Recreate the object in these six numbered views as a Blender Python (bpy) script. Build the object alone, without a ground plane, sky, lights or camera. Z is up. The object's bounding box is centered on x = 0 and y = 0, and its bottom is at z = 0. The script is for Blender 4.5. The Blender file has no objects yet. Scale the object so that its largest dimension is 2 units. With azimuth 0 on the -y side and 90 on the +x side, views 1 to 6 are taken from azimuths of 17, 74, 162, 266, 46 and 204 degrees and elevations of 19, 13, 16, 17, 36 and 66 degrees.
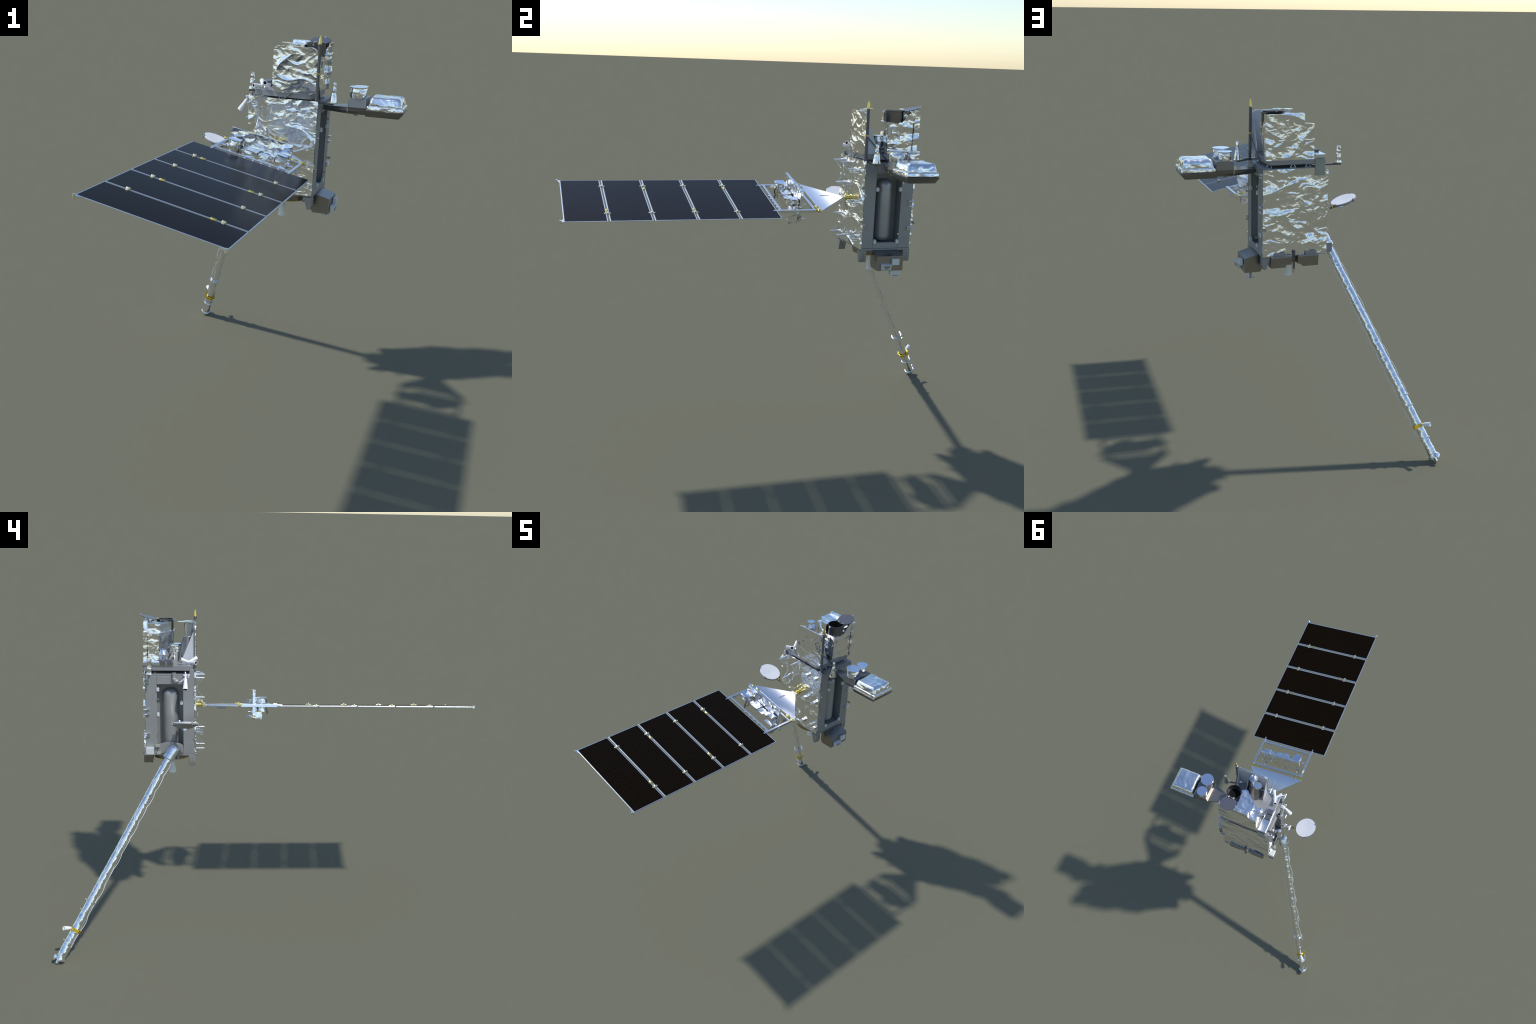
import bpy, bmesh, math
from mathutils import Vector, Matrix, noise, Quaternion

V = Vector
PI = math.pi

# ------------------------------------------------------------------ materials
def new_mat(name):
    m = bpy.data.materials.new(name)
    m.use_nodes = True
    nt = m.node_tree
    return m, nt, nt.nodes["Principled BSDF"]

def obj_coord(nt, scale=(1, 1, 1), rot=(0, 0, 0)):
    tc = nt.nodes.new("ShaderNodeTexCoord")
    mp = nt.nodes.new("ShaderNodeMapping")
    mp.inputs["Scale"].default_value = scale
    mp.inputs["Rotation"].default_value = rot
    nt.links.new(tc.outputs["Object"], mp.inputs["Vector"])
    return mp.outputs["Vector"]

def solid(name, col, metallic=0.0, rough=0.5, spec=0.5, vary=0.06, scale=25.0):
    """plain surface with a faint blotchy tone variation"""
    m, nt, b = new_mat(name)
    v = obj_coord(nt)
    n = nt.nodes.new("ShaderNodeTexNoise")
    n.inputs["Scale"].default_value = scale
    n.inputs["Detail"].default_value = 3
    nt.links.new(v, n.inputs["Vector"])
    r = nt.nodes.new("ShaderNodeValToRGB")
    r.color_ramp.elements[0].position, r.color_ramp.elements[1].position = 0.3, 0.7
    r.color_ramp.elements[0].color = (*[c * (1 - vary) for c in col], 1)
    r.color_ramp.elements[1].color = (*[min(1, c * (1 + vary)) for c in col], 1)
    nt.links.new(n.outputs["Fac"], r.inputs["Fac"])
    nt.links.new(r.outputs["Color"], b.inputs["Base Color"])
    b.inputs["Metallic"].default_value = metallic
    b.inputs["Roughness"].default_value = rough
    b.inputs["Specular IOR Level"].default_value = spec
    return m

def foil(name, col=(0.95, 0.95, 0.945), rough=0.19, big=0.028, fine=0.0078, scale=7.0, lean=(0.5, 0.55, 0.3)):
    """crumpled metallised film: mirror metal with folded facets at two sizes"""
    m, nt, b = new_mat(name)
    N, K = nt.nodes, nt.links
    v = obj_coord(nt, (1, 1, 1.35), lean)
    total = None
    for sc, amp, det in ((scale, big, 0.6), (scale * 2.7, fine, 1.0), (scale * 6.5, fine * 0.22, 1.0)):
        n = N.new("ShaderNodeTexNoise")
        n.inputs["Scale"].default_value = sc
        n.inputs["Detail"].default_value = det
        n.inputs["Roughness"].default_value = 0.35
        n.inputs["Distortion"].default_value = 0.45
        K.new(v, n.inputs["Vector"])
        sub = N.new("ShaderNodeMath"); sub.operation = "SUBTRACT"; sub.inputs[1].default_value = 0.5
        ab = N.new("ShaderNodeMath"); ab.operation = "ABSOLUTE"
        mu = N.new("ShaderNodeMath"); mu.operation = "MULTIPLY"; mu.inputs[1].default_value = -amp
        K.new(n.outputs["Fac"], sub.inputs[0]); K.new(sub.outputs[0], ab.inputs[0]); K.new(ab.outputs[0], mu.inputs[0])
        if total is None:
            total = mu.outputs[0]
        else:
            ad = N.new("ShaderNodeMath"); ad.operation = "ADD"
            K.new(total, ad.inputs[0]); K.new(mu.outputs[0], ad.inputs[1])
            total = ad.outputs[0]
    bp = N.new("ShaderNodeBump")
    bp.inputs["Strength"].default_value = 1.0
    bp.inputs["Distance"].default_value = 1.0
    K.new(total, bp.inputs["Height"])
    K.new(bp.outputs["Normal"], b.inputs["Normal"])
    b.inputs["Base Color"].default_value = (*col, 1)
    b.inputs["Metallic"].default_value = 1.0
    b.inputs["Roughness"].default_value = rough
    return m

M_FOIL = foil("silver_foil")
M_FOIL_BOOM = foil("boom_foil", rough=0.2, big=0.007, fine=0.0022, scale=13.0)
M_FOIL_SOFT = foil("soft_foil", rough=0.2, big=0.030, fine=0.0075, scale=6.5, lean=(0.3, -0.6, 0.2))
M_FOIL_SMALL = foil("small_foil", rough=0.18, big=0.012, fine=0.0018, scale=15.0)
M_METAL = solid("bright_metal", (0.86, 0.88, 0.92), 1.0, 0.28, vary=0.02)
M_SATIN = solid("satin_metal", (0.82, 0.84, 0.88), 1.0, 0.22, vary=0.02)
M_PLATE = solid("plate_metal", (0.86, 0.88, 0.92), 1.0, 0.27, vary=0.02)
M_PIN = solid("steel_fitting", (0.72, 0.74, 0.78), 1.0, 0.25)
M_GREY = solid("grey_paint", (0.325, 0.332, 0.336), 0.5, 0.5, 0.4, 0.03)
M_DECK = solid("deck_metal", (0.32, 0.325, 0.335), 0.5, 0.42, 0.5, 0.04)
M_TANK = solid("tank_metal", (0.38, 0.388, 0.395), 0.5, 0.35, 0.5, 0.03)
M_INNER = solid("recess_paint", (0.31, 0.318, 0.322), 0.45, 0.55, 0.4, 0.03)
M_DARK = solid("dark_radiator", (0.32, 0.30, 0.285), 1.0, 0.28, 0.5, 0.04)
M_LID = solid("dark_cover", (0.10, 0.105, 0.13), 0.2, 0.35, 0.5, 0.03)
M_GUN = solid("gun_metal", (0.24, 0.23, 0.225), 0.9, 0.32, 0.5, 0.04)
M_BAFFLE = solid("baffle_metal", (0.17, 0.16, 0.16), 0.95, 0.22, 0.5, 0.03)
M_MAST = solid("mast_graphite", (0.12, 0.12, 0.122), 0.2, 0.35, 0.5, 0.05)
M_WHITE = solid("white_paint", (0.82, 0.83, 0.86), 0.0, 0.45, 0.4, 0.02)
M_PALE = solid("pale_panel", (0.56, 0.58, 0.61), 0.15, 0.4, 0.5, 0.03)
M_BLACK = solid("aperture_disc_black", (0.004, 0.004, 0.004), 0.0, 0.6, 0.2, 0.02)
M_GOLD = solid("gold_metal", (0.82, 0.66, 0.20), 1.0, 0.25, 0.5, 0.06)
M_AMBER = solid("amber_gold", (0.90, 0.60, 0.06), 1.0, 0.3, 0.5, 0.06)
M_BRASS = solid("pale_brass", (0.74, 0.70, 0.50), 0.8, 0.3, 0.5, 0.06)
M_TAN = solid("tan_plate", (0.36, 0.36, 0.30), 0.1, 0.5, 0.4, 0.05)
M_BOX = solid("light_box", (0.68, 0.71, 0.71), 0.3, 0.4, 0.5, 0.03)
M_RADIATOR = solid("mirror_tile", (0.80, 0.86, 1.0), 1.0, 0.2, 0.5, 0.02)
M_NOZZLE = solid("nozzle_white", (0.85, 0.88, 0.85), 0.0, 0.5, 0.5, 0.05)
M_CABLE = solid("cable_white", (0.75, 0.77, 0.80), 0.3, 0.35, 0.5, 0.04)
M_BACK = solid("panel_back", (0.05, 0.05, 0.055), 0.2, 0.4, 0.5, 0.05)

def solar_mat():
    """near black cells with a fine brown grid of cell joints, glossy cover glass"""
    m, nt, b = new_mat("solar_cells")
    v = obj_coord(nt)
    br = nt.nodes.new("ShaderNodeTexBrick")
    br.offset = 0.0
    br.inputs["Color1"].default_value = (0.0032, 0.0020, 0.0012, 1)
    br.inputs["Color2"].default_value = (0.0046, 0.0029, 0.0017, 1)
    br.inputs["Mortar"].default_value = (0.016, 0.011, 0.006, 1)
    br.inputs["Scale"].default_value = 1.0
    br.inputs["Mortar Size"].default_value = 0.0006
    br.inputs["Mortar Smooth"].default_value = 0.3
    br.inputs["Brick Width"].default_value = 0.0081
    br.inputs["Row Height"].default_value = 0.0143
    nt.links.new(v, br.inputs["Vector"])
    nt.links.new(br.outputs["Color"], b.inputs["Base Color"])
    b.inputs["Roughness"].default_value = 0.17
    b.inputs["Specular Tint"].default_value = (1.0, 0.55, 0.25, 1)
    b.inputs["Specular IOR Level"].default_value = 0.1
    return m
M_CELL = solar_mat()

# ------------------------------------------------------------------ geometry helpers
def frame(d):
    d = V(d).normalized()
    a = d.cross(V((0, 0, 1)))
    if a.length < 1e-4:
        a = V((1, 0, 0))
    a.normalize()
    return a, d.cross(a).normalized(), d

class Mesh:
    """collects primitives into one mesh; R maps local to world (for tilted groups)"""
    def __init__(self, R=None):
        self.bm = bmesh.new()
        self.R = R
    def _p(self, p):
        return self.R @ V(p) if self.R else V(p)
    def faces(self, vs, fs):
        bv = [self.bm.verts.new(self._p(v)) for v in vs]
        for f in fs:
            try:
                self.bm.faces.new([bv[i] for i in f])
            except ValueError:
                pass
        return self
    def box(self, x0, x1, y0, y1, z0, z1):
        vs = [(x, y, z) for z in (z0, z1) for y in (y0, y1) for x in (x0, x1)]
        return self.faces(vs, [(0, 2, 3, 1), (4, 5, 7, 6), (0, 1, 5, 4), (2, 6, 7, 3), (0, 4, 6, 2), (1, 3, 7, 5)])
    def frustum(self, lo, z0, hi, z1):
        """box with different bottom and top rectangles (x0,x1,y0,y1)"""
        vs = [(lo[i], lo[j], z0) for j in (2, 3) for i in (0, 1)] + [(hi[i], hi[j], z1) for j in (2, 3) for i in (0, 1)]
        return self.faces(vs, [(0, 2, 3, 1), (4, 5, 7, 6), (0, 1, 5, 4), (2, 6, 7, 3), (0, 4, 6, 2), (1, 3, 7, 5)])
    def prism(self, poly, axis, a, b, poly2=None):
        """extrude a 2D outline (in the other two axes, cyclic order kept x<y<z) along an axis"""
        def at(p, h):
            q = list(p); q.insert(axis, h); return q
        n = len(poly)
        vs = [at(p, a) for p in poly] + [at(p, b) for p in (poly2 or poly)]
        fs = [tuple(range(n)), tuple(range(n, 2 * n))[::-1]] + [(i, i + n, (i + 1) % n + n, (i + 1) % n) for i in range(n)]
        return self.faces(vs, fs)
    def lathe(self, origin, direction, prof, seg=32):
        """revolve (radius, height) pairs about an axis"""
        a, b, d = frame(direction)
        o = V(origin)
        vs, rings = [], []
        for r, h in prof:
            if r < 1e-6:
                rings.append([len(vs)]); vs.append(o + d * h)
            else:
                rings.append(list(range(len(vs), len(vs) + seg)))
                vs += [o + d * h + (a * math.cos(2 * PI * k / seg) + b * math.sin(2 * PI * k / seg)) * r for k in range(seg)]
        fs = []
        for q, w in zip(rings, rings[1:]):
            for k in range(seg):
                k2 = (k + 1) % seg
                if len(q) == 1 and len(w) > 1:
                    fs.append((q[0], w[k], w[k2]))
                elif len(w) == 1 and len(q) > 1:
                    fs.append((q[k], w[0], q[k2]))
                elif len(q) > 1:
                    fs.append((q[k], w[k], w[k2], q[k2]))
        return self.faces(vs, fs)
    def rod(self, p0, p1, r0, r1=None, seg=12):
        r1 = r0 if r1 is None else r1
        d = V(p1) - V(p0)
        return self.lathe(p0, d, [(0, 0), (r0, 0), (r1, d.length), (0, d.length)], seg)
    def bar(self, p0, p1, w, h, up=(0, 0, 1)):
        p0, p1 = V(p0), V(p1)
        d = (p1 - p0).normalized()
        a = d.cross(V(up)).normalized() * w / 2
        c = a.cross(d).normalized() * h / 2
        vs = [p + a * i + c * j for p in (p0, p1) for j in (-1, 1) for i in (-1, 1)]
        return self.faces(vs, [(0, 2, 3, 1), (4, 5, 7, 6), (0, 1, 5, 4), (2, 6, 7, 3), (0, 4, 6, 2), (1, 3, 7, 5)])
    def tube(self, pts, r, seg=6):
        pts = [V(p) for p in pts]
        vs = []
        for i, p in enumerate(pts):
            t = pts[min(i + 1, len(pts) - 1)] - pts[max(i - 1, 0)]
            a, b, _ = frame(t)
            vs += [p + (a * math.cos(2 * PI * k / seg) + b * math.sin(2 * PI * k / seg)) * r for k in range(seg)]
        fs = [(i * seg + k, i * seg + (k + 1) % seg, (i + 1) * seg + (k + 1) % seg, (i + 1) * seg + k) for i in range(len(pts) - 1) for k in range(seg)]
        fs += [tuple(range(seg)), tuple(range((len(pts) - 1) * seg, len(pts) * seg))]
        return self.faces(vs, fs)
    def data(self, name, mat, smooth=True, angle=35, bevel=0.0):
        bm = self.bm
        bmesh.ops.recalc_face_normals(bm, faces=bm.faces)
        if bevel:
            es = [e for e in bm.edges if len(e.link_faces) == 2 and e.calc_face_angle(0) > 0.5]
            bmesh.ops.bevel(bm, geom=es, offset=bevel, segments=2, affect="EDGES", profile=0.5, clamp_overlap=True)
        me = bpy.data.meshes.new(name)
        bm.to_mesh(me); bm.free()
        me.materials.append(mat)
        if bevel:
            angle = min(angle, 18)
        if smooth:
            me.polygons.foreach_set("use_smooth", [True] * len(me.polygons))
            me.set_sharp_from_angle(angle=math.radians(angle))
        return me
    def soften(self, w):
        """round all sharp edges before crumpling"""
        bmesh.ops.recalc_face_normals(self.bm, faces=self.bm.faces)
        bmesh.ops.bevel(self.bm, geom=list(self.bm.edges), offset=w, segments=4, affect="EDGES", profile=0.5, clamp_overlap=True)
        return self
    def crumple(self, edge, amp, scale, seed=0.0, aniso=(1, 1, 1), puff=0.0):
        """subdivide and push the skin in and out along its normal with ridged folds"""
        bm = self.bm
        bmesh.ops.recalc_face_normals(bm, faces=bm.faces)
        bmesh.ops.triangulate(bm, faces=[f for f in bm.faces if len(f.verts) > 4])
        for _ in range(9):
            es = [e for e in bm.edges if e.calc_length() > edge]
            if not es:
                break
            bmesh.ops.subdivide_edges(bm, edges=es, cuts=1, use_grid_fill=True)
        bm.normal_update()
        off = V((seed * 3.7, seed * 1.9, seed * 2.3))
        moves = []
        for v in bm.verts:
            moves.append(v.normal * amp * folds(v.co, scale, off, aniso))
        for v, m in zip(bm.verts, moves):
            v.co += m
        return self

ROT = Matrix.Rotation(0.6, 3, "Y") @ Matrix.Rotation(0.5, 3, "X")
def folds(p, scale, off, aniso):
    """signed crumple height, about -1..1: warped ridges at two sizes"""
    q = ROT @ V((p.x * aniso[0], p.y * aniso[1], p.z * aniso[2])) / scale + off
    w = noise.noise_vector(q * 0.55) * 0.8
    q = q + w
    a = 1 - 2.4 * abs(noise.noise(q))
    b = 1 - 2.4 * abs(noise.noise(q * 2.3 + V((4, 7, 1))))
    c = noise.noise(q * 0.5)
    return 0.6 * a + 0.14 * b + 0.5 * c - 0.25

ROOT = bpy.data.objects.new("weather_satellite", None)
bpy.context.scene.collection.objects.link(ROOT)
ROOT["label"] = "silver foil wrapped weather satellite with dark solar wing"
ROOT["category"] = "satellite"

def add(name, me, parent=None, loc=None, rot=None, stuff=False):
    o = bpy.data.objects.new(name, me)
    bpy.context.scene.collection.objects.link(o)
    o.parent = parent or ROOT
    if loc is not None:
        o.location = loc
    if rot is not None:
        o.rotation_mode = "QUATERNION"
        o.rotation_quaternion = rot
    if stuff:
        o["kind"] = "stuff"
    return o

def rounded(x0, x1, y0, y1, r, seg=8):
    """rounded rectangle outline"""
    out = []
    for cx, cy, s in ((x1 - r, y1 - r, 0), (x0 + r, y1 - r, 1), (x0 + r, y0 + r, 2), (x1 - r, y0 + r, 3)):
        out += [(cx + r * math.cos(PI / 2 * (s + k / seg)), cy + r * math.sin(PI / 2 * (s + k / seg))) for k in range(seg + 1)]
    return out

# ------------------------------------------------------------------ bus
X0, X1, Y0, Y1, Z0, Z1 = -0.109, 0.192, 0.333, 0.585, 0.912, 1.31
CX, CY = 0.0415, 0.457

# structural core: walls that line the two side recesses, floor and roof
m = Mesh()
m.box(-0.039, 0.122, 0.345, 0.575, 0.916, 1.300)
for xa, xb in ((X0 + 0.004, -0.041), (0.124, X1 - 0.004)):
    m.box(xa, xb, 0.343, 0.390, 0.916, 1.300)
    m.box(xa, xb, 0.525, 0.576, 0.916, 1.300)
    m.box(xa, xb, 0.391, 0.524, 1.262, 1.300)
    m.box(xa, xb, 0.391, 0.524, 0.916, 0.940)
BUS = add("bus_body", m.data("bus_body", M_INNER, smooth=False))

m = Mesh().box(X0, X1, 0.340, 0.580, 0.906, 0.9155)
add("bottom_plate", m.data("bottom_plate", M_GREY, bevel=0.001), BUS)
m = Mesh().box(X0 + 0.002, X1 - 0.002, 0.340, 0.580, 1.3005, 1.3065)
add("top_plate", m.data("top_plate", M_INNER, bevel=0.001), BUS)

# foil blankets on the two long faces
m = Mesh().box(X0 - 0.001, X1 - 0.002, Y0, Y0 + 0.008, 0.914, 1.318).crumple(0.0045, 0.0024, 0.085, 1.0, (1, 1, 1.2))
add("foil_blanket", m.data("foil_blanket_sun", M_FOIL, angle=55), BUS)
m = Mesh().box(X0, X1 - 0.001, Y1 - 0.008, Y1, 0.911, 1.303).crumple(0.0045, 0.0022, 0.08, 2.0, (1, 1, 1.9))
add("foil_blanket", m.data("foil_blanket_shade", M_FOIL, angle=55), BUS)

# grey side frames, posts and beams butted together
def side_frame(xa, xb, zt, zb):
    out = []
    for ya, yb, za, zc, nm in ((0.3415, 0.395, 0.9165, 1.3105, "frame_post"), (0.520, 0.5765, 0.9165, 1.300, "frame_post"),
                               (0.3955, 0.5195, zt, 1.2995, "frame_beam"), (0.3955, 0.5195, 0.9165, zb, "frame_beam")):
        out.append(add(nm, Mesh().box(xa, xb, ya, yb, za, zc).data(nm, M_GREY, bevel=0.0012), BUS))
    return out
side_frame(X1 - 0.0035, X1 + 0.0005, 1.263, 0.944)
side_frame(X0 - 0.0005, X0 + 0.0035, 1.260, 0.945)

# propellant tanks standing in the recesses
cap = [(0, 0)] + [(0.039 * math.sin(PI / 2 * k / 8), 0.03 * (1 - math.cos(PI / 2 * k / 8))) for k in range(1, 9)]
prof = cap + [(r, 0.293 - h) for r, h in cap[::-1]]
tank = Mesh().lathe((0, 0, 0), (0, 0, 1), prof, 40).data("tank", M_TANK, angle=60)
for x in (0.138, -0.055):
    add("tank", tank, BUS, (x, CY, 0.941))

# arch plate where the boom is mounted
arch = [(0.3965, 0.917), (0.3965, 0.955)] + [(0.457 - 0.0605 * math.cos(PI * k / 14), 0.955 + 0.02 * math.sin(PI * k / 14)) for k in range(1, 14)] + [(0.5185, 0.955), (0.5185, 0.917)]
add("boom_mount", Mesh().prism(arch, 0, X0 - 0.004, X0 - 0.0008).data("boom_mount", M_GREY, bevel=0.001), BUS)

# small clips, tabs and sensor brackets on the side frames
clip = Mesh().box(0, 0.012, -0.0065, 0.0065, -0.008, 0.008).box(0.003, 0.009, -0.003, 0.003, 0.0081, 0.0115).data("clip", M_BOX, bevel=0.001)
for y, z in ((0.401, 1.19), (0.513, 1.19), (0.402, 0.949), (0.512, 0.948)):
    add("clip", clip, BUS, (X1 - 0.003, y, z))
for y, z in ((0.515, 1.234), (0.515, 1.112), (0.403, 1.17)):
    add("clip", clip, BUS, (X0 - 0.007, y, z))
tab = Mesh().box(-0.0015, 0.0015, 0, 0.02, -0.007, 0.007).data("tab", M_TAN, bevel=0.0005)
for z in (1.195, 1.042):
    add("tab", tab, BUS, (X1 + 0.002, 0.327, z))
m = Mesh().box(-0.018, 0.010, -0.0015, 0.0015, -0.006, 0.006).data("tab_flat", M_TAN, bevel=0.0005)
for x, y, z in ((X1 - 0.006, Y0 - 0.0035, 1.195), (X1 - 0.006, Y0 - 0.0035, 1.042), (X1 + 0.004, Y1 + 0.0035, 1.035)):
    add("tab", m, BUS, (x, y, z))
stud = Mesh().rod((0, 0, 0), (0.008, 0, 0), 0.003).lathe((0.008, 0, 0), (1, 0, 0), [(0, 0), (0.0045, 0), (0.0045, 0.003), (0, 0.003)], 10).data("stud", M_PIN)
for y, z in ((0.343, 1.165), (0.343, 1.03), (0.521, 1.22), (0.512, 0.985)):
    add("stud", stud, BUS, (X1, y, z))
flip = Quaternion((0, 0, 1), PI)
for y, z in ((0.514, 1.19), (0.514, 1.02), (0.338, 1.225), (0.338, 1.0)):
    add("stud", stud, BUS, (X0, y, z), flip)

# twin thruster pods near the +y edges of both side frames
def pod(s):
    p = Mesh().box(0, 0.010 * s, -0.007, 0.007, -0.004, 0.004)
    p.rod((0.005 * s, -0.002, 0), (0.008 * s, 0.024, 0), 0.0022, 0.0032, 8)
    return p.data("thruster_pod", M_PIN, bevel=0.0006)
pod_a, pod_b = pod(1), pod(-1)
for z in (1.282, 1.270, 1.136, 1.113, 1.016, 1.006):
    if z < 1.2:
        add("thruster", pod_a, BUS, (X1, 0.563, z))
    else:
        add("thruster", pod_a, BUS, (X1, 0.570, z))
    add("thruster", pod_b, BUS, (X0, 0.563, z))

# white vent box, brass blocks at the lower corner of the boom side
add("vent_box", Mesh().box(X0 - 0.026, X0 - 0.0015, 0.537, 0.576, 0.917, 0.951).data("vent_box", M_BOX, bevel=0.0015), BUS)
add("corner_box", Mesh().box(X0 - 0.028, X0 - 0.001, 0.5765, 0.5845, 0.914, 0.957).data("corner_box", M_GREY, bevel=0.001), BUS)
blk = Mesh().box(-0.012, 0, -0.011, 0.011, -0.006, 0.006).data("brass_block", M_TAN, bevel=0.001)
for y, z in ((0.520, 0.958), (0.514, 0.921)):
    add("brass_block", blk, BUS, (X0 - 0.003, y, z))

# legs with bolts below the corners
def leg(poly, ya, yb, nm="leg"):
    return add(nm, Mesh().prism(poly, 1, ya, yb).data(nm, M_GREY, bevel=0.001), BUS)
foot = [(0.154, 0.9055), (0.192, 0.9055), (0.192, 0.872), (0.186, 0.852), (0.172, 0.852), (0.168, 0.868)]
leg(foot, 0.334, 0.366)
leg(foot, 0.548, 0.581)
leg([(2 * CX - x, z) for x, z in foot[::-1]], 0.336, 0.369)
bolt = Mesh().rod((0, 0, 0), (0.004, 0, 0), 0.0022, None, 8).data("bolt", M_BRASS)
for k in range(3):
    for y in (0.341, 0.358):
        add("bolt", bolt, BUS, (X1, y, 0.897 - 0.011 * k))
        add("bolt", bolt, BUS, (X0, y + 0.004, 0.897 - 0.011 * k), flip)
    add("bolt", bolt, BUS, (X1, 0.572, 0.897 - 0.011 * k))

# launch adapter ring with gold lip, engine nozzle
add("adapter_ring", Mesh().lathe((CX, 0.456, 0.9058), (0, 0, -1), [(0.099, 0), (0.092, 0.036), (0.086, 0.036), (0.086, 0)], 48).data("adapter_ring", M_DARK), BUS)
add("gold_lip", Mesh().lathe((CX, 0.456, 0.8695), (0, 0, -1), [(0.093, 0), (0.093, 0.0035), (0.085, 0.0035), (0.085, 0), (0.093, 0)], 48).data("gold_lip", M_GOLD), BUS)
add("engine_nozzle", Mesh().lathe((0.032, 0.455, 0.906), (0, 0, -1), [(0.006, 0), (0.008, 0.06), (0.011, 0.078), (0.0155, 0.100), (0.0185, 0.126), (0.0165, 0.126), (0.010, 0.09), (0, 0.085)], 32).data("engine_nozzle", M_NOZZLE), BUS)
cone = Mesh().lathe((0, 0, 0), (0, 0, -1), [(0.004, 0), (0.005, 0.012), (0.0115, 0.028), (0.009, 0.028), (0, 0.02)], 20).data("small_thruster", M_GUN)
for x, y in ((-0.070, 0.424), (0.150, 0.372)):
    add("small_thruster", cone, BUS, (x, y, 0.9055))

# two dark radiator modules under the shade face and the whip antenna between them
RAD = add("radiator_module", Mesh().prism([(0.154, 0.9125), (0.154, 0.858), (0.084, 0.858), (0.083, 0.870), (0.056, 0.870), (0.056, 0.9125)], 1, 0.546, 0.5905).data("radiator_module", M_DARK, bevel=0.0008), BUS)
add("radiator_module", Mesh().prism([(0.028, 0.9125), (0.028, 0.871), (0.018, 0.871), (0.003, 0.858), (-0.069, 0.858), (-0.071, 0.9125)], 1, 0.546, 0.5905).data("radiator_module_b", M_DARK, bevel=0.0008), BUS)
for a, b in ((0.143, 0.090), (-0.006, -0.058)):
    add("module_tab", Mesh().box(b, a, 0.5872, 0.5915, 0.9128, 0.928).data("module_tab", M_DECK, bevel=0.0008), BUS)
for a, b in ((0.154, 0.056), (0.028, -0.071)):
    add("module_rail", Mesh().box(b, a, 0.5908, 0.593, 0.904, 0.9128).data("module_rail", M_DECK, bevel=0.0006), BUS)
WHIP = add("whip_antenna", Mesh().rod((0.047, 0.590, 0.912), (0.047, 0.590, 0.852), 0.0052).rod((0.047, 0.5905, 0.936), (0.047, 0.5905, 0.9122), 0.006).data("whip_antenna", M_MAST), BUS)
add("antenna_tip", Mesh().rod((0.047, 0.590, 0.8435), (0.047, 0.590, 0.829), 0.005, 0.001).data("antenna_tip", M_GOLD), BUS)
add("antenna_collar", Mesh().rod((0.047, 0.590, 0.8518), (0.047, 0.590, 0.844), 0.007).data("antenna_collar", M_PIN), BUS)

# battery / radiator box on the lower +x side
BB = [(0.1945, 0.9095), (0.2565, 0.893), (0.2575, 0.826), (0.1845, 0.826), (0.174, 0.842), (0.174, 0.9045), (0.1945, 0.9045)]
BOX = add("radiator_box", Mesh().prism(BB, 1, 0.396, 0.522).data("radiator_box", M_DARK, bevel=0.0008))
add("sensor_box", Mesh().box(0.2585, 0.273, 0.463, 0.498, 0.855, 0.883).data("sensor_box", M_BOX, bevel=0.001), BOX)
add("sensor_horn", Mesh().prism([(0.2583, 0.831), (0.2583, 0.861), (0.281, 0.858), (0.272, 0.831)], 1, 0.413, 0.459).data("sensor_horn", M_BOX, bevel=0.001), BOX)
add("horn_face_block", Mesh().frustum((0.2745, 0.2765, 0.430, 0.442), 0.837, (0.276, 0.2805, 0.420, 0.452), 0.853).data("horn_face_block", M_INNER), BOX)  # solid darker piece on the horn's front face stands in for its mouth
add("sensor_plate", Mesh().box(0.222, 0.2245, 0.470, 0.522, 0.797, 0.8256).box(0.205, 0.242, 0.488, 0.512, 0.7935, 0.7965).box(0.236, 0.2385, 0.470, 0.522, 0.799, 0.8256).data("sensor_plate", M_BOX, bevel=0.0006), BOX)

# ------------------------------------------------------------------ instrument deck
def deck_outline():
    c = [(-0.091, 0.585), (-0.091, 0.350)]
    c += [(0.138 + 0.028 * math.sin(PI / 2 * k / 8), 0.371 - 0.028 * math.cos(PI / 2 * k / 8)) for k in range(9)]
    c += [(0.138 + 0.028 * math.cos(PI / 2 * k / 8), 0.557 + 0.028 * math.sin(PI / 2 * k / 8)) for k in range(9)]
    return c
DECK = add("instrument_deck", Mesh().prism(deck_outline(), 2, 1.322, 1.3465).data("instrument_deck", M_DECK, bevel=0.0012))
m = Mesh()
for x, y in ((-0.075, 0.365), (-0.06, 0.53), (0.02, 0.365), (0.09, 0.365), (0.155, 0.40), (0.155, 0.55), (0.05, 0.565), (-0.02, 0.565)):
    for dx in (-0.008, 0.008):
        m.rod((x + dx * 1.6, y, 1.3066), (x + dx * 0.2, y, 1.322), 0.0022, None, 8)
    m.box(x - 0.014, x + 0.014, y - 0.006, y + 0.006, 1.3066, 1.3085)
add("deck_strut", m.data("deck_strut", M_PIN), DECK)
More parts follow.
